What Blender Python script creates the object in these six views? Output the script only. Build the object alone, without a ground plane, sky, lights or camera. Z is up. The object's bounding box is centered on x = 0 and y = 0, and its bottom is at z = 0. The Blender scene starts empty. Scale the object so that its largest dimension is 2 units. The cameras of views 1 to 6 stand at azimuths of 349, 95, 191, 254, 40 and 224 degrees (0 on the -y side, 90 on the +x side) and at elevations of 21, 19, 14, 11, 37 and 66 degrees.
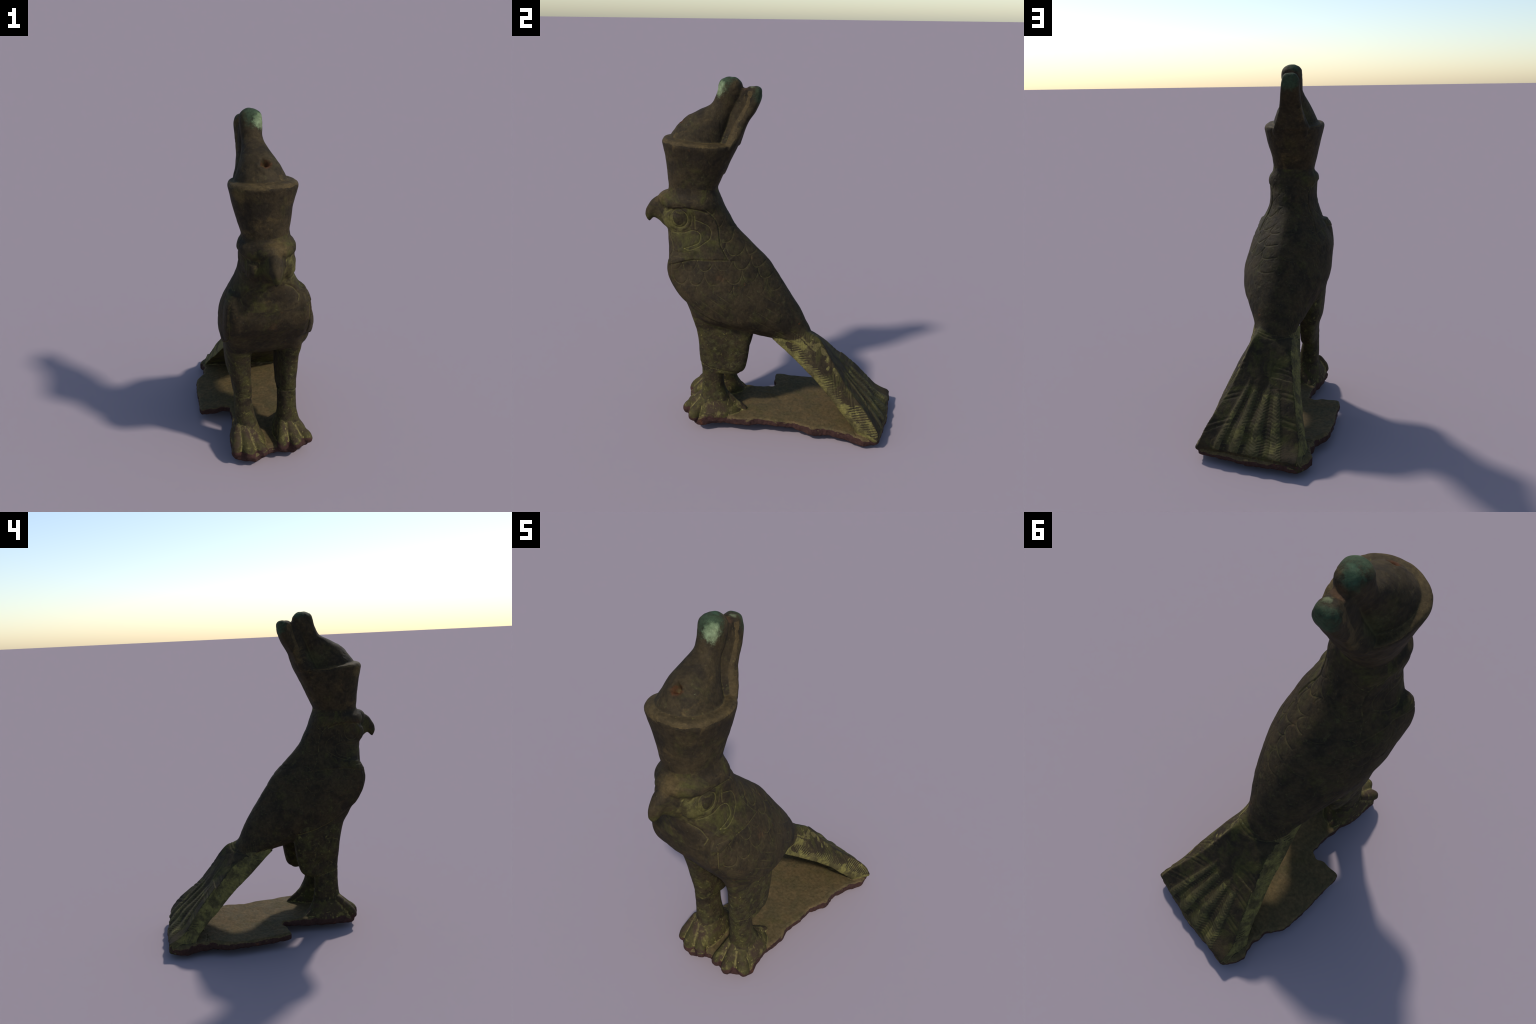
"""Bronze falcon wearing the double crown, standing on a broken plinth.

The body is built from lofted cross-sections (profiles measured in metres),
fused with a voxel remesh, relaxed at the joins, engraved and roughened by
rules in numpy, then cut into named anatomical parts that share one surface.
"""
import bpy, bmesh, math, random
import numpy as np
from mathutils import Vector, noise
from mathutils.bvhtree import BVHTree

random.seed(7)
np.random.seed(7)
VOXEL = 0.0033
PI = math.pi

# ------------------------------------------------------------------ helpers

def pchip(x, y, xi):
    """Monotone cubic interpolation of the rows of y over x."""
    x = np.asarray(x, float); y = np.asarray(y, float)
    if y.ndim == 1:
        y = y[:, None]
    h = np.diff(x)[:, None]
    d = np.diff(y, axis=0) / h
    m = np.zeros_like(y)
    if len(x) > 2:
        w1 = 2 * h[1:] + h[:-1]; w2 = h[1:] + 2 * h[:-1]
        same = (d[1:] * d[:-1]) > 0
        with np.errstate(divide="ignore", invalid="ignore"):
            hm = (w1 + w2) / (w1 / d[:-1] + w2 / d[1:])
        m[1:-1] = np.where(same, hm, 0)
    m[0], m[-1] = d[0], d[-1]
    xi = np.asarray(xi, float)
    i = np.clip(np.searchsorted(x, xi) - 1, 0, len(x) - 2)
    t = ((xi - x[i]) / (x[i + 1] - x[i]))[:, None]
    hh = (x[i + 1] - x[i])[:, None]
    return ((2 * t**3 - 3 * t**2 + 1) * y[i] + (t**3 - 2 * t**2 + t) * hh * m[i]
            + (-2 * t**3 + 3 * t**2) * y[i + 1] + (t**3 - t**2) * hh * m[i + 1])


def skin(rings):
    """Closed tube through rings of equal length, capped with fans."""
    rings = np.asarray(rings, float)
    n, k, _ = rings.shape
    V = [tuple(p) for p in rings.reshape(-1, 3)]
    F = []
    for i in range(n - 1):
        for j in range(k):
            a, b = i * k + j, i * k + (j + 1) % k
            F.append((a, b, b + k, a + k))
    for row, flip in ((0, True), (n - 1, False)):
        c = len(V)
        V.append(tuple(rings[row].mean(0)))
        for j in range(k):
            a, b = row * k + j, row * k + (j + 1) % k
            F.append((b, a, c) if flip else (a, b, c))
    return V, F


def egg_loft(table, steps=70, k=72):
    """Loft of egg-shaped sections. Row: front y,z; back y,z; left x, right x,
    middle x, fraction from front where widest, front and back exponents."""
    T = np.array(table, float)
    s = np.linspace(0, len(T) - 1, steps)
    P = pchip(np.arange(len(T)), T, s)
    th = np.linspace(0, 2 * PI, k, endpoint=False)
    c, sn = np.cos(th), np.sin(th)
    rings = []
    for fy, fz, by, bz, xl, xr, x0, wf, nf, nb in P:
        e = np.where(c > 0, nf, nb)
        along = np.abs(c) ** (2 / e)
        side = np.abs(sn) ** (2 / e)
        f = np.where(c > 0, wf - wf * along, wf + (1 - wf) * along)
        x = x0 + np.where(sn > 0, xr - x0, xl - x0) * side
        rings.append(np.c_[x, fy + f * (by - fy), fz + f * (bz - fz)])
    return skin(rings)


def tube(path, radii, steps=24, k=24, squash=(1, 1)):
    """Round tube along a path with varying radius and rounded ends."""
    path = np.array(path, float); radii = np.array(radii, float)
    s = np.linspace(0, len(path) - 1, steps)
    P = pchip(np.arange(len(path)), path, s)
    R = pchip(np.arange(len(path)), radii, s)[:, 0]
    P = np.vstack([P[0], P, P[-1]]); R = np.r_[R[0], R, R[-1]]
    T = np.gradient(P, axis=0)
    T[0] = P[2] - P[1]; T[-1] = P[-2] - P[-3]
    T /= np.linalg.norm(T, axis=1)[:, None]
    P[0] -= T[0] * R[0] * .55; R[0] *= .55
    P[-1] += T[-1] * R[-1] * .55; R[-1] *= .55
    th = np.linspace(0, 2 * PI, k, endpoint=False)
    rings = []
    for p, t, r in zip(P, T, R):
        up = np.array([0, 0, 1.0]) if abs(t[2]) < .9 else np.array([1.0, 0, 0])
        a = np.cross(t, up); a /= np.linalg.norm(a)
        b = np.cross(a, t)
        rings.append(p + r * (np.cos(th)[:, None] * a * squash[0] + np.sin(th)[:, None] * b * squash[1]))
    return skin(rings)


def smoothstep(a, b, x):
    t = np.clip((x - a) / (b - a), 0, 1)
    return t * t * (3 - 2 * t)


# ------------------------------------------------------------ the body parts
PARTS = []          # (label, verts, faces)


def add(label, vf):
    PARTS.append((label, *vf))


# torso and head: sections run from under the crown down to the tail root
add("torso", egg_loft([
    # front y,z      back y,z       left    right   mid    wide  nf   nb
    (-.585, 1.430, -.330, 1.430, -.122, .116, -.005, .50, 2.3, 2.4),
    (-.600, 1.385, -.320, 1.385, -.128, .122, -.005, .50, 2.3, 2.4),
    (-.622, 1.352, -.308, 1.350, -.150, .145, -.005, .48, 2.5, 2.4),
    (-.625, 1.325, -.296, 1.322, -.154, .149, -.005, .47, 2.6, 2.3),
    (-.612, 1.290, -.280, 1.288, -.144, .140, -.005, .46, 2.5, 2.2),
    (-.608, 1.240, -.254, 1.245, -.144, .136, -.005, .46, 2.4, 2.1),
    (-.608, 1.190, -.226, 1.195, -.152, .139, -.004, .45, 2.4, 1.9),
    (-.600, 1.120, -.172, 1.135, -.174, .164, -.002, .44, 2.7, 1.65),
    (-.592, 1.040, -.100, 1.065, -.208, .206, .000, .41, 3.2, 1.55),
    (-.590, .965, -.032, .995, -.240, .236, .002, .39, 3.6, 1.6),
    (-.572, .900, .018, .920, -.251, .257, .005, .36, 3.6, 1.65),
    (-.502, .805, .076, .830, -.248, .274, .008, .33, 3.4, 1.75),
    (-.436, .698, .130, .745, -.222, .258, .010, .33, 3.2, 1.85),
    (-.290, .632, .172, .675, -.172, .205, .015, .35, 3.0, 1.95),
    (-.130, .578, .199, .615, -.136, .153, .015, .38, 2.8, 2.1),
    (.000, .540, .217, .585, -.108, .124, .012, .42, 2.6, 2.2),
    (.060, .515, .222, .560, -.090, .104, .010, .45, 2.4, 2.3),
    (.120, .490, .224, .540, -.068, .086, .010, .50, 2.2, 2.3),
], steps=120, k=96))

# blunt wing shoulders stand a little proud of the breast
for sx, cy in ((-.178, -.505), (.174, -.505)):
    add("torso", egg_loft([
        (cy - .040, 1.085, cy + .10, 1.09, sx - .030, sx + .030, sx, .5, 2.1, 2.1),
        (cy - .070, 1.030, cy + .10, 1.05, sx - .048, sx + .045, sx, .5, 2.2, 2.2),
        (cy - .078, .975, cy + .10, 1.0, sx - .060, sx + .050, sx, .5, 2.3, 2.2),
        (cy - .060, .905, cy + .10, .93, sx - .066, sx + .056, sx, .5, 2.3, 2.2),
        (cy - .012, .830, cy + .12, .85, sx - .062, sx + .055, sx, .5, 2.3, 2.2),
        (cy + .050, .760, cy + .14, .78, sx - .040, sx + .040, sx, .5, 2.2, 2.2)], steps=24, k=32))

# brow hood over the hooked beak
add("head", egg_loft([
    (-.560, 1.392, -.440, 1.392, -.085, .085, .0, .5, 2.2, 2.2),
    (-.636, 1.372, -.430, 1.372, -.098, .100, .0, .5, 2.2, 2.2),
    (-.660, 1.340, -.430, 1.340, -.098, .100, .0, .5, 2.1, 2.2),
    (-.648, 1.305, -.430, 1.305, -.088, .092, .0, .5, 2.1, 2.2),
    (-.610, 1.270, -.440, 1.270, -.075, .080, .0, .5, 2.1, 2.2),
], steps=24))
# sections of the beak run forward: top y,z / underside y,z
add("beak", egg_loft([
    (-0.560, 1.350, -0.570, 1.140, -0.080, 0.083, 0.002, 0.500, 2.200, 2.200),
    (-0.620, 1.352, -0.622, 1.176, -0.062, 0.066, 0.002, 0.500, 2.100, 2.200),
    (-0.655, 1.348, -0.655, 1.206, -0.044, 0.046, 0.001, 0.500, 2.100, 2.200),
    (-0.692, 1.326, -0.684, 1.223, -0.035, 0.035, 0.000, 0.500, 2.100, 2.200),
    (-0.716, 1.298, -0.700, 1.213, -0.029, 0.028, -0.002, 0.500, 2.100, 2.100),
    (-0.735, 1.264, -0.710, 1.201, -0.022, 0.018, -0.004, 0.500, 2.000, 2.000),
    (-0.740, 1.238, -0.720, 1.197, -0.013, 0.008, -0.005, 0.500, 2.000, 2.000),
], steps=40, k=40))


def ball(centre, radii, k=32):
    th = np.linspace(.06, PI - .06, k)
    ph = np.linspace(0, 2 * PI, k, endpoint=False)
    c, r = np.array(centre), np.array(radii)
    return skin([np.c_[c[0] + r[0] * math.sin(t) * np.cos(ph), c[1] + r[1] * math.sin(t) * np.sin(ph),
                       np.full(k, c[2] - r[2] * math.cos(t))] for t in th])


# cheeks swell under the eyes, the eyes are flattened domes
add("head", ball((.078, -.535, 1.245), (.056, .085, .080)))
add("head", ball((-.084, -.535, 1.245), (.050, .085, .080)))
add("eye_r", ball((.104, -.517, 1.255), (.037, .050, .050)))
add("eye_l", ball((-.107, -.517, 1.255), (.031, .050, .050)))

# red crown: flared cap whose back rises as a tall leaning slab
add("red_crown", egg_loft([
    (-.592, 1.350, -.328, 1.350, -.122, .114, -.005, .5, 2.3, 2.4),
    (-.592, 1.390, -.326, 1.390, -.127, .114, -.006, .5, 2.3, 2.4),
    (-.596, 1.450, -.303, 1.450, -.143, .121, -.010, .48, 2.3, 2.5),
    (-.602, 1.540, -.264, 1.530, -.165, .139, -.014, .46, 2.2, 2.4),
    (-.615, 1.625, -.234, 1.605, -.184, .159, -.016, .38, 2.1, 2.4),
    (-.622, 1.660, -.224, 1.630, -.190, .165, -.016, .37, 2.1, 2.4),
    (-.608, 1.682, -.222, 1.648, -.180, .152, -.018, .37, 2.1, 2.4),
    (-.575, 1.688, -.230, 1.650, -.150, .122, -.020, .37, 2.1, 2.4),
], steps=60))
add("red_crown", egg_loft([
    (-.380, 1.48, -.284, 1.48, -.070, .036, -.02, .5, 2.4, 2.6),
    (-.360, 1.53, -.260, 1.53, -.084, .052, -.022, .5, 2.4, 2.6),
    (-.330, 1.58, -.237, 1.58, -.104, .070, -.025, .5, 2.3, 2.6),
    (-.310, 1.625, -.216, 1.625, -.122, .084, -.028, .5, 2.2, 2.8),
    (-.280, 1.665, -.198, 1.665, -.118, .068, -.033, .5, 2.2, 3.4),
    (-.258, 1.71, -.178, 1.71, -.108, .048, -.036, .5, 2.3, 4),
    (-.236, 1.76, -.156, 1.76, -.101, .032, -.039, .5, 2.3, 4),
    (-.206, 1.82, -.110, 1.83, -.098, .017, -.042, .5, 2.3, 3.5),
    (-.176, 1.90, -.084, 1.900, -.096, .006, -.044, .5, 2.3, 3),
    (-.168, 1.930, -.084, 1.936, -.090, -.002, -.045, .5, 2.3, 2.6),
    (-.156, 1.951, -.098, 1.953, -.072, -.018, -.045, .5, 2.2, 2.2),
], steps=50))
# white crown: bulbous cone ending in a knob
add("white_crown", egg_loft([
    (-.588, 1.610, -.300, 1.600, -.164, .130, -.018, .45, 2.1, 2.1),
    (-.580, 1.680, -.272, 1.670, -.154, .112, -.020, .44, 2.1, 2.0),
    (-.548, 1.730, -.266, 1.730, -.132, .090, -.022, .43, 2.1, 1.9),
    (-.498, 1.782, -.250, 1.785, -.110, .058, -.026, .43, 2.1, 1.9),
    (-.412, 1.830, -.226, 1.835, -.092, .030, -.030, .42, 2.1, 2.0),
    (-.352, 1.862, -.204, 1.865, -.088, .023, -.032, .42, 2.1, 2.1),
    (-.322, 1.925, -.188, 1.920, -.093, .028, -.032, .44, 2.3, 2.2),
    (-.312, 1.962, -.186, 1.955, -.092, .026, -.033, .45, 2.4, 2.2),
    (-.300, 1.986, -.200, 1.982, -.078, .012, -.034, .45, 2.3, 2.0),
    (-.270, 2.001, -.222, 1.999, -.050, -.016, -.034, .45, 2.0, 2.0),
], steps=60))
# web of metal between knob and spike, with a saddle on top
add("white_crown", egg_loft([
    (-.340, 1.64, -.200, 1.64, -.136, .064, -.04, .5, 2.2, 2.2),
    (-.280, 1.76, -.160, 1.76, -.098, .016, -.043, .5, 2.2, 2.2),
    (-.240, 1.88, -.130, 1.88, -.084, .004, -.041, .5, 2.2, 2.2),
    (-.220, 1.945, -.130, 1.938, -.072, -.006, -.040, .5, 2.2, 2.2),
], steps=24, k=32))


def leg(label, foot_label, x, table_thigh, table_shank, toes, hind):
    add(label, egg_loft(table_thigh, steps=40))
    add(foot_label if False else label, egg_loft(table_shank, steps=40))
    for path, radii in toes:
        add(foot_label, tube(path, radii, steps=18, k=20, squash=(1, .9)))
    add(foot_label, tube(*hind, steps=16, k=20))


# right leg (the falcon's left): slab-shaped thigh, narrow shank, spread foot
leg("leg_r", "foot_r", .12, [
    (-0.518, 0.850, -0.260, 0.850, 0.074, 0.194, 0.140, .4, 2.6, 3.0),
    (-0.483, 0.770, -0.160, 0.770, 0.072, 0.198, 0.150, .4, 2.6, 3.0),
    (-0.448, 0.690, -0.122, 0.690, 0.085, 0.212, 0.169, .4, 2.6, 3.0),
    (-0.430, 0.625, -0.116, 0.620, 0.085, 0.196, 0.164, .4, 2.6, 3.2),
    (-0.416, 0.540, -0.122, 0.540, 0.084, 0.196, 0.149, .4, 2.6, 3.2),
    (-0.414, 0.450, -0.134, 0.450, 0.085, 0.188, 0.144, .4, 2.6, 3.2),
    (-0.405, 0.385, -0.152, 0.375, 0.086, 0.186, 0.144, .4, 2.6, 3.0),
    (-0.399, 0.356, -0.190, 0.338, 0.089, 0.182, 0.142, .4, 2.5, 2.6),
], [
    (-0.405, 0.400, -0.274, 0.400, 0.076, 0.184, 0.129, .5, 2.3, 2.3),
    (-0.403, 0.330, -0.278, 0.330, 0.076, 0.186, 0.131, .5, 2.3, 2.3),
    (-0.403, 0.260, -0.274, 0.260, 0.076, 0.190, 0.133, .5, 2.3, 2.3),
    (-0.408, 0.205, -0.256, 0.205, 0.072, 0.200, 0.134, .5, 2.4, 2.3),
    (-0.422, 0.165, -0.228, 0.165, 0.063, 0.211, 0.135, .4, 2.4, 2.1),
    (-0.456, 0.134, -0.196, 0.130, 0.053, 0.230, 0.138, .4, 2.4, 2.0),
    (-0.482, 0.108, -0.170, 0.104, 0.046, 0.244, 0.140, .4, 2.5, 2.0),
    (-0.490, 0.065, -0.160, 0.065, 0.044, 0.246, 0.140, .4, 2.5, 2.0),
], [
    ([(.098, -.385, .190), (.084, -.440, .132), (.076, -.470, .104), (.072, -.486, .078)], [.022, .031, .034, .030]),
    ([(.130, -.390, .190), (.146, -.448, .136), (.153, -.482, .110), (.156, -.498, .086)], [.024, .032, .035, .030]),
    ([(.160, -.375, .185), (.204, -.420, .134), (.226, -.438, .108), (.238, -.446, .086)], [.022, .030, .034, .030]),
], ([(.125, -.275, .175), (.130, -.210, .128), (.135, -.150, .092)], [.036, .028, .018]))

# left leg
leg("leg_l", "foot_l", -.14, [
    (-0.520, 0.850, -0.200, 0.850, -0.221, -0.074, -0.144, .4, 2.6, 3.0),
    (-0.480, 0.770, -0.130, 0.770, -0.232, -0.078, -0.144, .4, 2.6, 3.0),
    (-0.438, 0.690, -0.118, 0.690, -0.222, -0.070, -0.134, .4, 2.6, 3.0),
    (-0.418, 0.620, -0.114, 0.620, -0.216, -0.072, -0.134, .4, 2.6, 3.2),
    (-0.406, 0.540, -0.120, 0.540, -0.209, -0.074, -0.134, .4, 2.6, 3.2),
    (-0.400, 0.450, -0.136, 0.450, -0.181, -0.074, -0.128, .4, 2.6, 3.2),
    (-0.395, 0.395, -0.156, 0.385, -0.175, -0.073, -0.124, .4, 2.6, 3.0),
    (-0.395, 0.362, -0.196, 0.352, -0.170, -0.075, -0.122, .4, 2.5, 2.6),
], [
    (-0.396, 0.410, -0.238, 0.410, -0.176, -0.082, -0.128, .5, 2.3, 2.3),
    (-0.396, 0.340, -0.242, 0.340, -0.177, -0.076, -0.127, .5, 2.3, 2.3),
    (-0.400, 0.270, -0.246, 0.270, -0.176, -0.066, -0.122, .5, 2.3, 2.3),
    (-0.410, 0.205, -0.240, 0.205, -0.173, -0.053, -0.120, .5, 2.3, 2.2),
    (-0.432, 0.162, -0.226, 0.160, -0.188, -0.040, -0.120, .4, 2.3, 2.1),
    (-0.470, 0.127, -0.200, 0.118, -0.203, -0.023, -0.117, .4, 2.4, 2.0),
    (-0.498, 0.092, -0.176, 0.084, -0.212, -0.010, -0.114, .4, 2.5, 2.0),
    (-0.502, 0.050, -0.170, 0.050, -0.214, -0.006, -0.112, .4, 2.5, 2.0),
], [
    ([(-.166, -.380, .195), (-.184, -.434, .136), (-.190, -.460, .104), (-.194, -.474, .074)], [.022, .029, .032, .028]),
    ([(-.135, -.388, .198), (-.132, -.452, .130), (-.124, -.492, .094), (-.116, -.508, .064)], [.024, .031, .034, .030]),
    ([(-.108, -.382, .190), (-.078, -.440, .124), (-.052, -.474, .088), (-.038, -.490, .062)], [.024, .031, .034, .030]),
], ([(-.138, -.270, .155), (-.140, -.230, .112), (-.140, -.185, .082)], [.034, .026, .018]))

# tail: thick fan-shaped slab, its top hollowed between two raised panels
tail_rows = np.array([
    # left ridge            right ridge           right lower           left lower           hollow
    (-.086, .110, .565,   .076, .135, .605,   .156, .000, .572,   -.126, .020, .552,   .0),
    (-.104, .246, .508,   .094, .258, .572,   .163, .134, .450,   -.146, .166, .434,   .004),
    (-.130, .378, .398,   .145, .353, .443,   .187, .222, .376,   -.163, .288, .342,   .022),
    (-.159, .480, .302,   .198, .437, .318,   .238, .345, .262,   -.190, .402, .240,   .036),
    (-.184, .562, .212,   .255, .522, .230,   .262, .425, .165,   -.220, .515, .148,   .030),
    (-.206, .638, .124,   .299, .585, .158,   .294, .508, .076,   -.250, .600, .060,   .014),
    (-.208, .712, .088,   .322, .620, .098,   .318, .600, .045,   -.240, .690, .030,   .0),
    (-.206, .726, .075,   .324, .626, .080,   .320, .616, .045,   -.215, .722, .030,   .0),
])
rows = pchip(np.arange(len(tail_rows)), tail_rows, np.linspace(0, len(tail_rows) - 1, 90))


def tail_ring(i):
    r, s = rows[i], i / (len(rows) - 1)
    TL, TR, BR, BL, hollow = r[0:3], r[3:6], r[6:9], r[9:12], r[12]
    up = np.cross(TR - TL, (BL - TL)); up = up / np.linalg.norm(up)
    if up[2] < 0:
        up = -up
    t = np.linspace(0, 1, 141)
    top = TL + t[:, None] * (TR - TL)
    # the fan opens between the two panels and carries a row of plume ribs
    open_ = smoothstep(.22, .95, s)
    t0, t1 = .42 - .27 * open_, .47 + .36 * open_
    fan = (.35 * smoothstep(t0 - .04, t0 + .06, t) + .65 * smoothstep(t0, t1 - .08, t)) * smoothstep(t1 + .10, t1 - .04, t)
    panel = .009 * np.exp(-((t - t0 * .55) / .11) ** 2) + .004 * np.exp(-((t - 1 + (1 - t1) * .45) / .07) ** 2)
    top = top + up * ((panel * min(1, hollow / .02) * (t > .5) - 1.35 * hollow * fan)[:, None])
    n = 14
    q = np.linspace(0, 1, n)[1:-1, None]
    right = TR + q * (BR - TR) + np.array((.022, -.004, .0)) * np.sin(PI * q ** 1.5) * smoothstep(.1, .3, s)
    bot = BR + np.linspace(0, 1, 40)[:, None] * (BL - BR)
    left = BL + q * (TL - BL) + np.array((-.002, .0, .0)) * (1 - np.abs(2 * q - 1)) * smoothstep(.1, .3, s)
    return np.vstack([top, right, bot, left])


add("tail", skin([tail_ring(i) for i in range(len(rows))]))

# plinth: thin broken plate, slightly warped, edges chipped
outline = np.array([
    (-.215, -.44), (-.205, -.478), (-.150, -.505), (-.095, -.528), (-.050, -.500), (0, -.470), (.050, -.468),
    (.095, -.478), (.140, -.490), (.180, -.455), (.228, -.440), (.258, -.405), (.236, -.33), (.234, -.25),
    (.245, -.14), (.228, -.06), (.240, .04), (.236, .14), (.280, .25), (.270, .33), (.300, .45), (.345, .54),
    (.320, .625), (.230, .655), (.080, .688), (-.090, .710), (-.205, .728), (-.250, .685), (-.275, .625),
    (-.252, .555), (-.272, .46), (-.322, .395), (-.338, .305), (-.346, .0), (-.345, -.008), (-.250, -.010),
    (-.200, .010), (-.165, -.015), (-.162, -.13), (-.185, -.24), (-.210, -.35)])


def plate_top(x, y):
    u = np.clip((x + .3) / .6, 0, 1)
    right = np.interp(y, [-.5, -.27, .02, .17, .31, .55, .65], [.098, .100, .096, .090, .086, .070, .060])
    left = np.interp(y, [-.5, -.28, -.02, .1, .25, .48, .62, .7], [.070, .082, .093, .084, .080, .088, .080, .07])
    return left + (right - left) * u


def plate_bottom(x, y):
    u = np.clip((x + .3) / .6, 0, 1)
    right = np.interp(y, [-.45, -.29, -.1, 0, .14, .27, .38, .55, .64], [.036, .050, .050, .056, .048, .026, .032, .016, .030])
    left = np.interp(y, [-.52, -.43, -.3, -.2, -.05, .1, .25, .43, .62, .72], [.026, .034, .032, .034, .052, .040, .042, .034, .020, .020])
    return left + (right - left) * u


seg = np.vstack([outline, outline[:1]])
d = np.r_[0, np.cumsum(np.linalg.norm(np.diff(seg, axis=0), axis=1))]
tt = np.linspace(0, d[-1], 420, endpoint=False)
edge = np.c_[np.interp(tt, d, seg[:, 0]), np.interp(tt, d, seg[:, 1])]
chip = np.array([noise.noise(Vector((a * 22, b * 22, 3.1))) + .6 * noise.noise(Vector((a * 55, b * 55, 1.7))) for a, b in edge])
nrm = np.gradient(edge, axis=0)[:, ::-1] * (1, -1)
nrm /= np.linalg.norm(nrm, axis=1)[:, None]
edge = edge + nrm * (chip * .006)[:, None]
cen = np.array((.0, .12))
rings = []
for scale, side in ((.02, 1), (.35, 1), (.65, 1), (.85, 1), (.96, 1), (.993, .8), (1, .5), (1, .2), (.985, 0), (.93, 0), (.6, 0), (.02, 0)):
    q = cen + (edge - cen) * scale
    z0, z1 = plate_bottom(q[:, 0], q[:, 1]), plate_top(q[:, 0], q[:, 1])
    rings.append(np.c_[q, z0 + (z1 - z0) * side])
add("plinth", skin(rings))
# stub of the casting under the plate, the lowest point of the figure
add("plinth", tube([(.13, .50, .05), (.13, .51, .03), (.135, .52, .012)], [.05, .035, .012], steps=10, k=18))

# ------------------------------------------------------------ fuse into one
verts, faces, owner = [], [], []
LABELS = []
for label, v, f in PARTS:
    if label not in LABELS:
        LABELS.append(label)
    o = len(verts)
    verts += v
    faces += [tuple(i + o for i in q) for q in f]
    owner += [LABELS.index(label)] * len(f)

raw = bpy.data.meshes.new("fused")
raw.from_pydata(verts, [], faces)
bm = bmesh.new(); bm.from_mesh(raw)
bm.to_mesh(raw); bm.free()
ob = bpy.data.objects.new("fused", raw)
bpy.context.scene.collection.objects.link(ob)
mod = ob.modifiers.new("remesh", "REMESH")
mod.mode = "VOXEL"; mod.voxel_size = VOXEL; mod.adaptivity = 0
dg = bpy.context.evaluated_depsgraph_get()
fused = bpy.data.meshes.new_from_object(ob.evaluated_get(dg))
bpy.data.objects.remove(ob)


def coords(me):
    a = np.empty(len(me.vertices) * 3); me.vertices.foreach_get("co", a)
    return a.reshape(-1, 3)


def put(me, P):
    me.vertices.foreach_set("co", np.ascontiguousarray(P, dtype=np.float32).ravel()); me.update()


def normals(me):
    a = np.empty(len(me.vertices) * 3); me.vertices.foreach_get("normal", a)
    return a.reshape(-1, 3)


P = coords(fused)
E = np.empty(len(fused.edges) * 2, dtype=np.int64); fused.edges.foreach_get("vertices", E)
E = E.reshape(-1, 2)
deg = np.bincount(E.ravel(), minlength=len(P)).astype(float)


def relax(P, weight, times):
    """Laplacian smoothing of the vertices that carry weight."""
    live = weight > .01
    e = E[live[E[:, 0]] | live[E[:, 1]]]
    ids = np.unique(e)
    new = np.full(len(P), -1); new[ids] = np.arange(len(ids))
    e = new[e]; w = weight[ids][:, None] * live[ids][:, None]; d = deg[ids]
    A = P[ids].copy(); n = len(ids)
    for _ in range(times):
        M = np.stack([np.bincount(e[:, 0], A[e[:, 1], c], n) + np.bincount(e[:, 1], A[e[:, 0], c], n) for c in range(3)], 1)
        A += w * (M / d[:, None] - A)
    P = P.copy(); P[ids] = A
    return P


x, y, z = P.T
# everything a little; joins of body and leg, foot and plate, tail root more
P = relax(P, np.full(len(P), .5), 5)
x, y, z = P.T


def near(c, r):
    return np.exp(-(((P - np.array(c)) / np.array(r)) ** 2).sum(1))


join = near((0, .17, .56), (.3, .10, .10)) * 1.3 + near((0, -.3, .62), (.4, .3, .10)) \
    + near((0, -.40, .15), (.4, .25, .07)) * 1.0 + np.exp(-((z - 1.385) / .025) ** 2) * .9 + (z > 1.58) * (.22 + .5 * (z > 1.74)) \
    + near((0, -.60, 1.2), (.12, .07, .06)) + .7 * near((0, -.52, 1.25), (.3, .12, .09))
P = relax(P, np.clip(join, 0, 1) * .6, 26)
P = relax(P, np.clip(1.3 * (near((-.17, -.52, .86), (.10, .14, .17)) + near((.17, -.52, .86), (.10, .14, .17))), 0, 1) * .65, 90)
P = relax(P, np.clip(near((0, .15, .565), (.3, .085, .085)) * 1.4, 0, 1) * .65, 130)
put(fused, P)


# ------------------------------------------------------- engraving and grain
def hash3(i, j, k):
    h = (i * 374761393 + j * 668265263 + k * 2147483647) & 0xFFFFFFFF
    h = ((h ^ (h >> 13)) * 1274126177) & 0xFFFFFFFF
    return ((h ^ (h >> 16)) & 0xFFFF) / 65535.0 * 2 - 1


def grain(Q, freq, seed=0):
    """Smooth value noise, -1..1."""
    q = Q * freq + 100.0 + seed * 17.3
    i = np.floor(q).astype(np.int64); f = q - i
    f = f * f * (3 - 2 * f)
    out = 0
    for a in (0, 1):
        for b in (0, 1):
            for c in (0, 1):
                wgt = (f[:, 0] if a else 1 - f[:, 0]) * (f[:, 1] if b else 1 - f[:, 1]) * (f[:, 2] if c else 1 - f[:, 2])
                out = out + wgt * hash3(i[:, 0] + a, i[:, 1] + b, i[:, 2] + c)
    return out


def curve(points, n=60):
    p = np.array(points, float)
    return pchip_open(p, n)


def pchip_open(p, n):
    t = np.r_[0, np.cumsum(np.linalg.norm(np.diff(p, axis=0), axis=1))]
    return pchip(t, p, np.linspace(0, t[-1], n))


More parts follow.
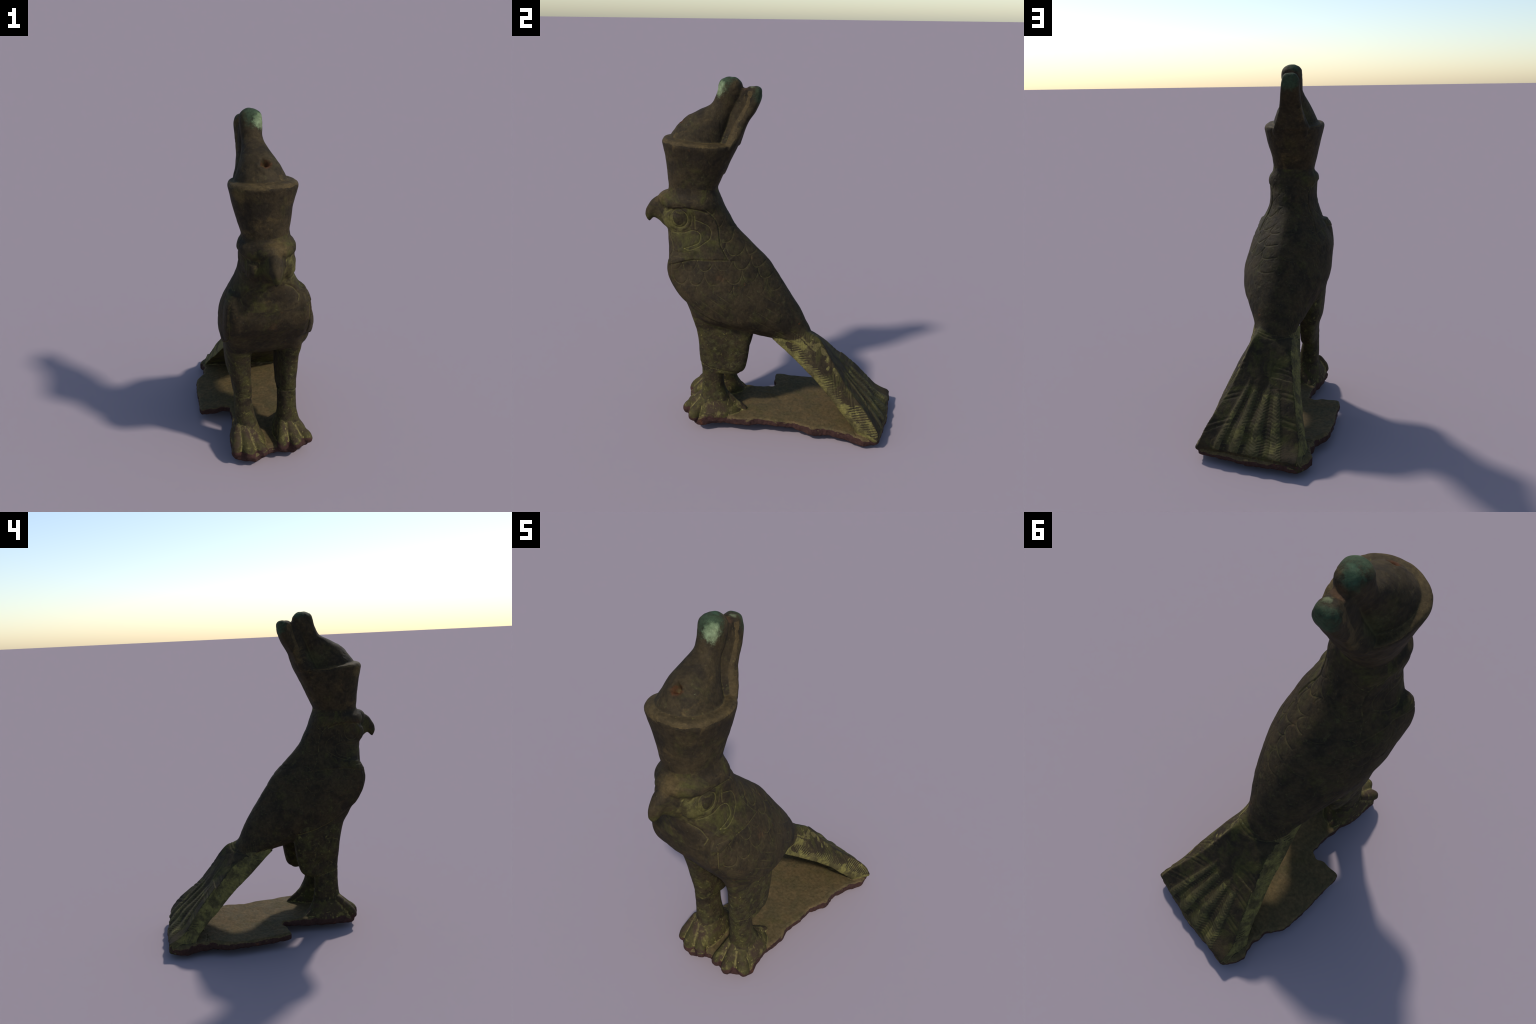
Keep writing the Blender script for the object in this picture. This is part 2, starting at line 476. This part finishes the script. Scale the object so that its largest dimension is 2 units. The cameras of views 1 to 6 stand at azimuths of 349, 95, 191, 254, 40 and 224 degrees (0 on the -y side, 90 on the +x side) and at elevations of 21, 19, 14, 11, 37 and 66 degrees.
def dist2(A, line):
    """Distance of points A to a polyline, with the signed side."""
    best = np.full(len(A), 9.0); side = np.zeros(len(A))
    for a, b in zip(line[:-1], line[1:]):
        ab = b - a
        t = np.clip(((A - a) @ ab) / (ab @ ab + 1e-12), 0, 1)
        dv = A - (a + t[:, None] * ab)
        dd = np.hypot(dv[:, 0], dv[:, 1])
        m = dd < best
        best[m] = dd[m]
        side[m] = np.sign(ab[0] * dv[m, 1] - ab[1] * dv[m, 0])
    return best, side


N = normals(fused)
x, y, z = P.T
YZ = np.c_[y, z]
D = np.zeros(len(P))
sideways = smoothstep(.15, .45, np.abs(N[:, 0]))
right = x > 0
strength = np.where(right, 1.0, .55)
birdy = (z > .5) & (z < 1.37) & (y < .25) & (y > -.63)

# wings: raised over chest and thigh, outlined by a curved edge
wing_low = curve([(-.545, 1.030), (-.550, .970), (-.550, .930), (-.530, .880), (-.495, .826), (-.446, .790),
                  (-.400, .764), (-.294, .708), (-.224, .681), (-.137, .656), (-.060, .630), (.040, .580), (.120, .545)])
wing_top = curve([(-.548, 1.018), (-.430, 1.046), (-.300, 1.043), (-.238, 1.036), (-.268, 1.081), (-.290, 1.121),
                  (-.300, 1.175), (-.315, 1.240), (-.344, 1.280), (-.368, 1.304)])
idx = np.where(birdy & (np.abs(x) > .02))[0]
dl, sl = dist2(YZ[idx], wing_low)
dt, st = dist2(YZ[idx], wing_top)
lowin = np.full(len(P), -1.0); lowin[idx] = dl * np.where(sl > 0, 1, -1)
topin = np.full(len(P), -1.0); topin[idx] = dt * np.where(st < 0, 1, -1)
wing = np.clip(smoothstep(-.004, .010, lowin), 0, 1) * birdy
in_top = (topin > 0) | (z < 1.0) | (y > -.2)
D += .006 * wing * np.exp(-np.clip(lowin, 0, 1) / .07) * sideways * (z < 1.06)
D += .006 * np.exp(-np.clip(-lowin, 0, 1) / .02) * -1 * (lowin < 0) * (lowin > -.1) * sideways * birdy * (z < 1.03)
# lappet of the headdress: its lower edge overhangs the wing
lap = (topin > -.06) & birdy
D += .006 * smoothstep(.004, -.006, topin) * np.exp(np.clip(topin, -1, 0) / .03) * lap * sideways * strength
D -= .0035 * np.exp(-(topin / .005) ** 2) * lap * sideways * strength


def groove(points, depth=.003, width=.004, mask=None, both=True):
    global D
    m = birdy & (sideways > 0.02) if mask is None else mask
    if not both:
        m = m & right
    i = np.where(m)[0]
    d, _ = dist2(YZ[i], curve(points, 40))
    D[i] -= depth * np.exp(-(d / width) ** 2) * sideways[i] * strength[i]


# markings under the eye: double curl, upright stroke, throat fold
groove([(-.557, 1.172), (-.495, 1.176), (-.442, 1.192), (-.410, 1.185), (-.396, 1.164), (-.401, 1.135), (-.437, 1.115), (-.485, 1.099)], .0034, .0036)
groove([(-.485, 1.099), (-.457, 1.093), (-.415, 1.104), (-.370, 1.131), (-.345, 1.150), (-.340, 1.177), (-.354, 1.213), (-.389, 1.235), (-.425, 1.251)], .0034, .0036)
groove([(-.430, 1.273), (-.428, 1.203)], .004)
groove([(-.590, 1.150), (-.560, 1.110), (-.552, 1.075), (-.566, 1.045)], .005, .006)
groove([(-.600, 1.286), (-.560, 1.302), (-.500, 1.312), (-.420, 1.306), (-.368, 1.290)], .008, .008)
# eye: rim ring and surrounding moat
for sx, ex in ((1, .118), (-1, -.124)):
    i = np.where(birdy & (x * sx > .05))[0]
    r = np.hypot(y[i] + .517, z[i] - 1.255)
    D[i] += (.0012 * np.exp(-((r - .062) / .008) ** 2) - .0045 * np.exp(-((r - .050) / .005) ** 2)
             - .002 * np.exp(-((r - .074) / .006) ** 2)) * sideways[i] * (1 if sx > 0 else .5)
# overlapping scale feathers on shoulder and nape
row_h, col_w = .070, .093
wob = grain(P, 9, 4) * .14
rowf = (1.055 - z) / row_h + wob
row = np.floor(rowf)
colf = (y + .448) / col_w + .5 * (row % 2) + .20 * grain(P, 7, 5) + .5
a = (colf - np.floor(colf)) * 2 - 1
fr = rowf - row
arc = np.sqrt(np.clip(1 - np.abs(a) ** 2.2, 0, 1))          # tip line of the scale in this row
d1 = (fr - arc * .97) * row_h / np.sqrt(1 + (1.1 * a / (arc + .25)) ** 2)
scaly = smoothstep(.845, .885, z + .10 * (y + .2)) * smoothstep(-.002, .012, lowin) * birdy * in_top * (smoothstep(.0, .02, topin) + (z < 1.02) + (y > -.2) > 0)
scaly = scaly * smoothstep(.10, .35, np.abs(N[:, 0]))
D += scaly * strength * (-.0027 * np.exp(-(d1 / .0042) ** 2) + .0008 * smoothstep(.0, -.03, d1)) * smoothstep(-1.2, .2, grain(P, 13, 21))
# long flight feathers sweeping towards the tail
across = (y + .3) * .62 + (z - .8) * .78 + .012 * grain(P, 5, 8)
ph = np.abs(((across / .043) % 1.0) - .5) * .043
flight = smoothstep(.885, .845, z + .10 * (y + .2)) * smoothstep(.006, .03, lowin) * birdy * smoothstep(.15, .4, np.abs(N[:, 0]))
D -= flight * strength * .0022 * np.exp(-(ph / .0035) ** 2) * smoothstep(-.5, .3, grain(P, 14, 3))
# hems of the feather trousers
for sx, pts in ((1, [(-.41, .408), (-.378, .398), (-.327, .382), (-.278, .371), (-.16, .35)]), (-1, [(-.40, .388), (-.37, .386), (-.30, .372), (-.23, .350), (-.15, .34)])):
    i = np.where((x * sx > 0) & (z > .3) & (z < .46) & (y < -.1) & (y > -.5))[0]
    d, s_ = dist2(YZ[i], curve(pts, 20))
    D[i] += -.003 * np.exp(-(d / .005) ** 2) + .003 * (s_ > 0) * np.exp(-d / .02)
# barbs cut along the tail: herringbone on both edges, double arcs on the panels
tz = z + .95 * (y - .2)
tail_zone = (y > .12) & (z > .07) & (z < .62) & (tz > .35)
i = np.where(tail_zone & (np.abs(N[:, 0]) > .45))[0]
run = (y[i] - z[i]) * .7071
height = (y[i] + z[i]) * .7071
mid = .512 + .10 * (run - .1)
herring = np.sin((run + .8 * np.abs(height - mid)) / .0165 * 2 * PI)
D[i] -= .0014 * smoothstep(.1, .9, herring) * smoothstep(-.8, .4, grain(P[i], 16, 40)) * smoothstep(.55, .8, np.abs(N[i, 0]))
for ry in (.235, .345, .44, .535):
    for off in (0, .018):
        i = np.where(tail_zone & (N[:, 2] > .35))[0]
        bow = (y[i] - ry - off + 1.3 * (x[i] - .04) ** 2 * 3 * (1 if ry < .3 else -.15))
        out = 1 if ry < .3 else smoothstep(.055, .09, np.abs(x[i] - .04) - .20 * (ry - .3))
        D[i] -= .0024 * np.exp(-(bow / .0045) ** 2) * out * smoothstep(.35, .6, N[i, 2])
# plumes of the fan radiate from the tail root, each a ridge with slanting barbs
i = np.where(tail_zone & (N[:, 2] > .15) & (y > .36))[0]
tan_ = (x[i] + .03) / (y[i] - .2)
reach = np.hypot(x[i] + .03, y[i] - .2)
inside = smoothstep(-.25, -.16, tan_) * smoothstep(.66, .58, tan_) * smoothstep(.215, .30, reach) * smoothstep(.545, .50, reach)
u = (tan_ + .137) / .235 + .015 * np.sin(reach * 60)
fu = u - np.floor(u)
ridge = .5 + .5 * np.cos(2 * PI * np.where(fu < .58, fu / 1.16, 1 - (1 - fu) / .84))
barb = np.sin((reach - .035 * np.abs(fu - .5)) / .0125 * 2 * PI + 3 * np.floor(u))
D[i] += inside * (.0080 * (ridge - .12) - .0014 * smoothstep(.1, .9, barb) - .0015 * np.exp(-((fu - .58) / .05) ** 2))
plume = np.full(len(P), -1.0)
plume[i] = np.where((inside > .45) & (ridge > .42), np.clip(np.round(u), 0, 3), -1)
# casting hole in the front of the white crown
hole = np.array((-.006, -.491, 1.766))
hole = P[np.argmin(np.linalg.norm(P - hole - np.array((0, -.02, .01)), axis=1))]
rr = np.linalg.norm(P - hole, axis=1)
rr = rr * (1 + .25 * grain(P, 45, 30))
D += -.040 * np.exp(-(rr / .022) ** 4) + .003 * np.exp(-((rr - .040) / .014) ** 2)
# general wear: soft hammering, pits, corroded knob, crumbling plinth edge
D += .0018 * grain(P, 14, 1) + .0010 * grain(P, 38, 2)
pits = np.clip(grain(P, 60, 6) - .5, 0, 1)
D -= .0035 * pits
crust = .5 * smoothstep(1.86, 1.93, z) + .8 * smoothstep(.13, .09, z) * (N[:, 2] < .4)
D += crust * (.003 * grain(P, 30, 9) + .0025 * grain(P, 70, 10))
P = P + N * D[:, None]
P = relax(P, np.full(len(P), .25), 1)
put(fused, P)

# ------------------------------------------------------------ materials
def bronze(name, ground, patches, crevice=None, spots=(), rough=.74, seed=0.0):
    """Patinated bronze. ground: two metal browns mottled together.
    patches: (colour, scale, threshold, softness, strength) noise blooms.
    crevice: (colour, strength) patina lodged in the engraving.
    spots: (centre, radius, colour, strength) local blooms of corrosion."""
    m = bpy.data.materials.new(name); m.use_nodes = True
    nt = m.node_tree; nd, ln = nt.nodes, nt.links
    bsdf = nd["Principled BSDF"]
    tc = nd.new("ShaderNodeTexCoord")
    mp = nd.new("ShaderNodeMapping"); mp.inputs["Location"].default_value = (seed, seed * .7, seed * 1.3)
    ln.new(tc.outputs["Object"], mp.inputs["Vector"])

    def tex(scale, detail=6, rough_=.6, warp=0.0):
        n = nd.new("ShaderNodeTexNoise"); n.inputs["Scale"].default_value = scale
        n.inputs["Detail"].default_value = detail; n.inputs["Roughness"].default_value = rough_
        n.inputs["Distortion"].default_value = warp
        ln.new(mp.outputs["Vector"], n.inputs["Vector"])
        return n.outputs["Fac"]

    def ramp(fac, lo, hi, top=1.0):
        r = nd.new("ShaderNodeMapRange"); r.interpolation_type = "SMOOTHSTEP"
        r.inputs["From Min"].default_value = lo; r.inputs["From Max"].default_value = hi
        r.inputs["To Max"].default_value = top
        ln.new(fac, r.inputs["Value"])
        return r.outputs["Result"]

    def math_(op, a, b):
        n = nd.new("ShaderNodeMath"); n.operation = op
        for i, v in enumerate((a, b)):
            if isinstance(v, (int, float)):
                n.inputs[i].default_value = v
            else:
                ln.new(v, n.inputs[i])
        return n.outputs[0]

    def blend(fac, a, b):
        n = nd.new("ShaderNodeMix"); n.data_type = "RGBA"
        if isinstance(fac, float):
            n.inputs["Factor"].default_value = fac
        else:
            ln.new(fac, n.inputs["Factor"])
        for key, v in ((6, a), (7, b)):
            if isinstance(v, tuple):
                n.inputs[key].default_value = (*v, 1)
            else:
                ln.new(v, n.inputs[key])
        return n.outputs[2]

    fine = tex(60, 5, .65)
    col = blend(ramp(tex(11, 8, .66, .4), .36, .64), ground[0], ground[1])
    for colour, scale, lo, soft, strength in patches:
        col = blend(ramp(tex(scale, 8, .66, .5), lo, lo + soft, strength), col, colour)
        mp2 = nd.new("ShaderNodeMapping"); mp2.inputs["Location"].default_value = (3.7 + scale, 1.9, 5.3 + lo)
        ln.new(mp.outputs["Vector"], mp2.inputs["Vector"]); mp = mp2
    if crevice:
        geo = nd.new("ShaderNodeNewGeometry")
        fac = ramp(math_("ADD", geo.outputs["Pointiness"], math_("MULTIPLY", math_("SUBTRACT", fine, .5), .06)), *(crevice[2] if len(crevice) > 2 else (.497, .440)), crevice[1])
        col = blend(fac, col, crevice[0])
    for centre, radius, colour, strength in spots:
        n = nd.new("ShaderNodeVectorMath"); n.operation = "DISTANCE"
        ln.new(tc.outputs["Object"], n.inputs[0]); n.inputs[1].default_value = centre
        dist = math_("ADD", n.outputs["Value"], math_("MULTIPLY", math_("SUBTRACT", tex(26, 8, .75), .5), radius * 2.4))
        col = blend(ramp(dist, radius * 1.15, radius * .35, strength), col, colour)
    # fine speckle of value
    hsv = nd.new("ShaderNodeHueSaturation")
    ln.new(col, hsv.inputs["Color"])
    ln.new(math_("ADD", math_("MULTIPLY", fine, 1.5), .25), hsv.inputs["Value"])
    ln.new(hsv.outputs["Color"], bsdf.inputs["Base Color"])
    ln.new(math_("ADD", math_("MULTIPLY", tex(18, 4), .25), rough - .12), bsdf.inputs["Roughness"])
    bsdf.inputs["Specular IOR Level"].default_value = .10
    bump = nd.new("ShaderNodeBump"); bump.inputs["Strength"].default_value = .4; bump.inputs["Distance"].default_value = .004
    ln.new(tex(130, 4, .6), bump.inputs["Height"]); ln.new(bump.outputs["Normal"], bsdf.inputs["Normal"])
    return m


DARK, BROWN, TAN = (.0215, .0160, .0098), (.040, .0285, .0140), (.098, .066, .025)
OLIVE, YELLOW, GREEN, MOSS = (.054, .050, .0135), (.175, .150, .044), (.040, .050, .025), (.064, .060, .023)
VERDIGRIS, PALE, RUST, OXIDE = (.036, .070, .038), (.230, .290, .155), (.150, .052, .018), (.048, .023, .018)

speck = ((.16, .17, .085), 60, .66, .07, .4)
MAT = {
    "crown": bronze("crown_bronze", (DARK, BROWN), [(OLIVE, 6, .54, .2, .5), (TAN, 9, .53, .18, .55), (MOSS, 36, .58, .12, .4), (RUST, 24, .68, .08, .4), speck], ((.13, .105, .038), .7),
                    [((-.02, -.285, 1.975), .070, VERDIGRIS, .6), ((-.05, -.22, 1.992), .045, VERDIGRIS, .75), ((.012, -.312, 1.945), .046, PALE, .75), ((.0, -.31, 1.975), .03, (.10, .14, .07), .6),
                     ((-.05, -.10, 1.91), .060, VERDIGRIS, .65), ((-.035, -.175, 1.945), .034, (.085, .045, .022), .7), ((-.03, -.135, 1.955), .020, (.17, .19, .10), .55),
                     ((-.006, -.500, 1.752), .034, (.085, .032, .013), .85), ((-.15, -.55, 1.63), .050, (.12, .085, .03), .6), ((-.09, -.30, 1.72), .07, MOSS, .5)], seed=1.0),
    "rim": bronze("crown_rim_bronze", (BROWN, (.062, .043, .019)), [(TAN, 9, .46, .2, .6), (YELLOW, 22, .62, .1, .4), speck], None, seed=11.0),
    "head": bronze("head_bronze", (BROWN, DARK), [(OLIVE, 8, .46, .18, .7), (TAN, 10, .58, .14, .5), speck], ((.15, .13, .042), .7),
                   [((.10, -.56, 1.23), .085, (.105, .092, .028), .7), ((.03, -.62, 1.36), .06, TAN, .5)], seed=2.0),
    "body": bronze("body_bronze", (DARK, BROWN), [(OLIVE, 12, .50, .22, .5), (MOSS, 34, .56, .14, .5), ((.085, .040, .018), 9, .58, .16, .4), (RUST, 30, .66, .07, .5), speck], ((.13, .108, .038), .7), seed=3.0),
    "leg": bronze("leg_bronze", (BROWN, DARK), [(OLIVE, 16, .44, .2, .55), (MOSS, 30, .50, .14, .5), (RUST, 14, .66, .08, .3), (YELLOW, 42, .57, .12, .5), speck], ((.15, .13, .042), .7), seed=4.0),
    "foot": bronze("foot_bronze", (BROWN, (.042, .026, .017)), [(OLIVE, 9, .44, .14, .6), (YELLOW, 15, .54, .14, .5), (TAN, 12, .60, .1, .6)], ((.20, .165, .055), 1.0, (.503, .470)), seed=5.0),
    "tail": bronze("tail_bronze", (BROWN, DARK), [(OLIVE, 9, .45, .18, .7), (TAN, 12, .56, .16, .45), speck], ((.13, .112, .04), .7), seed=6.0),
    "border": bronze("tail_border_bronze", ((.085, .068, .028), (.055, .045, .019)), [(YELLOW, 14, .42, .22, .8), (BROWN, 26, .52, .26, .6), (RUST, 18, .68, .08, .35), (PALE, 40, .64, .08, .4)], ((.06, .045, .02), .25), seed=9.0),
    "plume": bronze("plume_bronze", ((.066, .052, .023), (.046, .040, .017)), [(YELLOW, 16, .48, .2, .6), (OLIVE, 12, .5, .2, .5)], ((.05, .04, .016), .4), seed=10.0),
    "plinth": bronze("plinth_bronze", ((.098, .066, .029), (.070, .053, .024)), [(OLIVE, 5, .54, .2, .5), (TAN, 7, .52, .16, .5), (VERDIGRIS, 12, .70, .1, .3)], None, seed=7.0),
    "edge": bronze("broken_edge_metal", (OXIDE, (.040, .020, .017)), [(RUST, 14, .62, .12, .6), (VERDIGRIS, 16, .68, .08, .4), (YELLOW, 30, .70, .06, .35)], None, rough=.85, seed=8.0),
}

# ------------------------------------------------------------ parts
tree = BVHTree.FromPolygons([Vector(v) for v in verts], faces)
nf = len(fused.polygons)
C = np.empty(nf * 3); fused.polygons.foreach_get("center", C); C = C.reshape(-1, 3)
own = np.array([owner[tree.find_nearest(Vector(c))[2]] for c in C])
VN = normals(fused)
loops = np.empty(len(fused.loops), dtype=np.int64); fused.loops.foreach_get("vertex_index", loops)
starts = np.empty(nf, dtype=np.int64); fused.polygons.foreach_get("loop_start", starts)
Q = np.stack([loops[starts + i] for i in range(4)], 1)

root = bpy.data.objects.new("falcon_statuette", None)
bpy.context.scene.collection.objects.link(root)
root["label"] = "dark bronze falcon wearing a tall double crown on a broken plinth"
root["category"] = "falcon statuette"


def carve(name, mask, mat, parent=root):
    q = Q[mask]
    used, inv = np.unique(q.ravel(), return_inverse=True)
    me = bpy.data.meshes.new(name)
    me.from_pydata(P[used].tolist(), [], inv.reshape(-1, 4).tolist())
    me.materials.append(mat)
    me.polygons.foreach_set("use_smooth", np.ones(len(q), dtype=bool))
    me.update()
    me.normals_split_custom_set_from_vertices(VN[used].tolist())
    o = bpy.data.objects.new(name, me)
    bpy.context.scene.collection.objects.link(o)
    o.parent = parent
    return o


L = {l: i for i, l in enumerate(LABELS)}
fx, fy, fz = C.T
FW, FT = wing[Q].mean(1), topin[Q].mean(1)
FN = VN[Q].mean(1)
is_torso = (own == L["torso"])
high = is_torso & ((fz > 1.06) & (fy < -.24) | (fz > 1.0) & (FT < 0) & (fy < -.24)) & (FT < 0)
neck = is_torso & ~high & (fz > 1.30)
own = np.where(high | neck, L["head"], own)
is_torso = (own == L["torso"])
wing_face = is_torso & (FW > .5) & (fz < 1.30)
shank_low = ((own == L["leg_r"]) | (own == L["leg_l"])) & (fz < .185 + .030 * grain(C, 28, 70) + .018 * grain(C, 70, 71))
own = np.where(shank_low, np.where(fx > -.02, L["foot_r"], L["foot_l"]), own)
in_body = ((own == L["leg_r"]) | (own == L["leg_l"])) & (fz > .70)
own = np.where(in_body, L["torso"], own)
is_torso = (own == L["torso"]) & ~wing_face
toe_break = .014 * grain(C, 25, 12) + .022 * smoothstep(-.44, -.48, fy)
broken = ((own == L["plinth"]) & (FN[:, 2] < .35)) | ((own == L["foot_r"]) & (fz < .095 + toe_break) & (FN[:, 2] < .45)) \
    | ((own == L["foot_l"]) & (fz < .080 + toe_break) & (FN[:, 2] < .45))

carve("torso", is_torso, MAT["body"])
carve("wing", wing_face & (fx > 0), MAT["body"])
carve("wing", wing_face & (fx <= 0), MAT["body"])
head = carve("head", own == L["head"], MAT["head"])
carve("beak", own == L["beak"], MAT["head"], head)
carve("eye", own == L["eye_r"], MAT["body"], head)
carve("eye", own == L["eye_l"], MAT["body"], head)
ledge = (own == L["red_crown"]) & (fz > 1.60) & (fz < 1.93) & ((FN[:, 2] > .30 + .18 * grain(C, 30, 60)) & (fz < 1.74) | (FN[:, 1] < -.15 + .15 * grain(C, 30, 61)) & (fz > 1.70) & (fy > -.30))
red = carve("red_crown", (own == L["red_crown"]) & ~ledge, MAT["crown"])
carve("crown_rim", ledge, MAT["rim"], red)
carve("white_crown", own == L["white_crown"], MAT["crown"])
for a, b in (("leg_r", "foot_r"), ("leg_l", "foot_l")):
    limb = carve("leg", own == L[a], MAT["leg"])
    carve("foot", (own == L[b]) & ~broken, MAT["foot"], limb)
border = (own == L["tail"]) & (np.abs(FN[:, 0]) > .45) & (FN[:, 2] < np.where(fx > .05, .46, .62) + .12 * grain(C, 40, 50)) & (FN[:, 1] < .55)
plume_face = np.where(plume[Q].min(1) == plume[Q].max(1), plume[Q].max(1), -1) * ((own == L["tail"]) & ~border) - 1.0 * ~((own == L["tail"]) & ~border)
tail = carve("tail", (own == L["tail"]) & ~border & (plume_face < 0), MAT["tail"])
for k in range(4):
    if (plume_face == k).sum() > 50:
        carve("plume", plume_face == k, MAT["plume"], tail)
carve("tail_border", border & (fx > .05), MAT["border"], tail)
carve("tail_border", border & (fx <= .05), MAT["border"], tail)
plinth = carve("plinth", (own == L["plinth"]) & ~broken, MAT["plinth"])
carve("broken_edge", broken, MAT["edge"], plinth)
bpy.data.meshes.remove(fused); bpy.data.meshes.remove(raw)
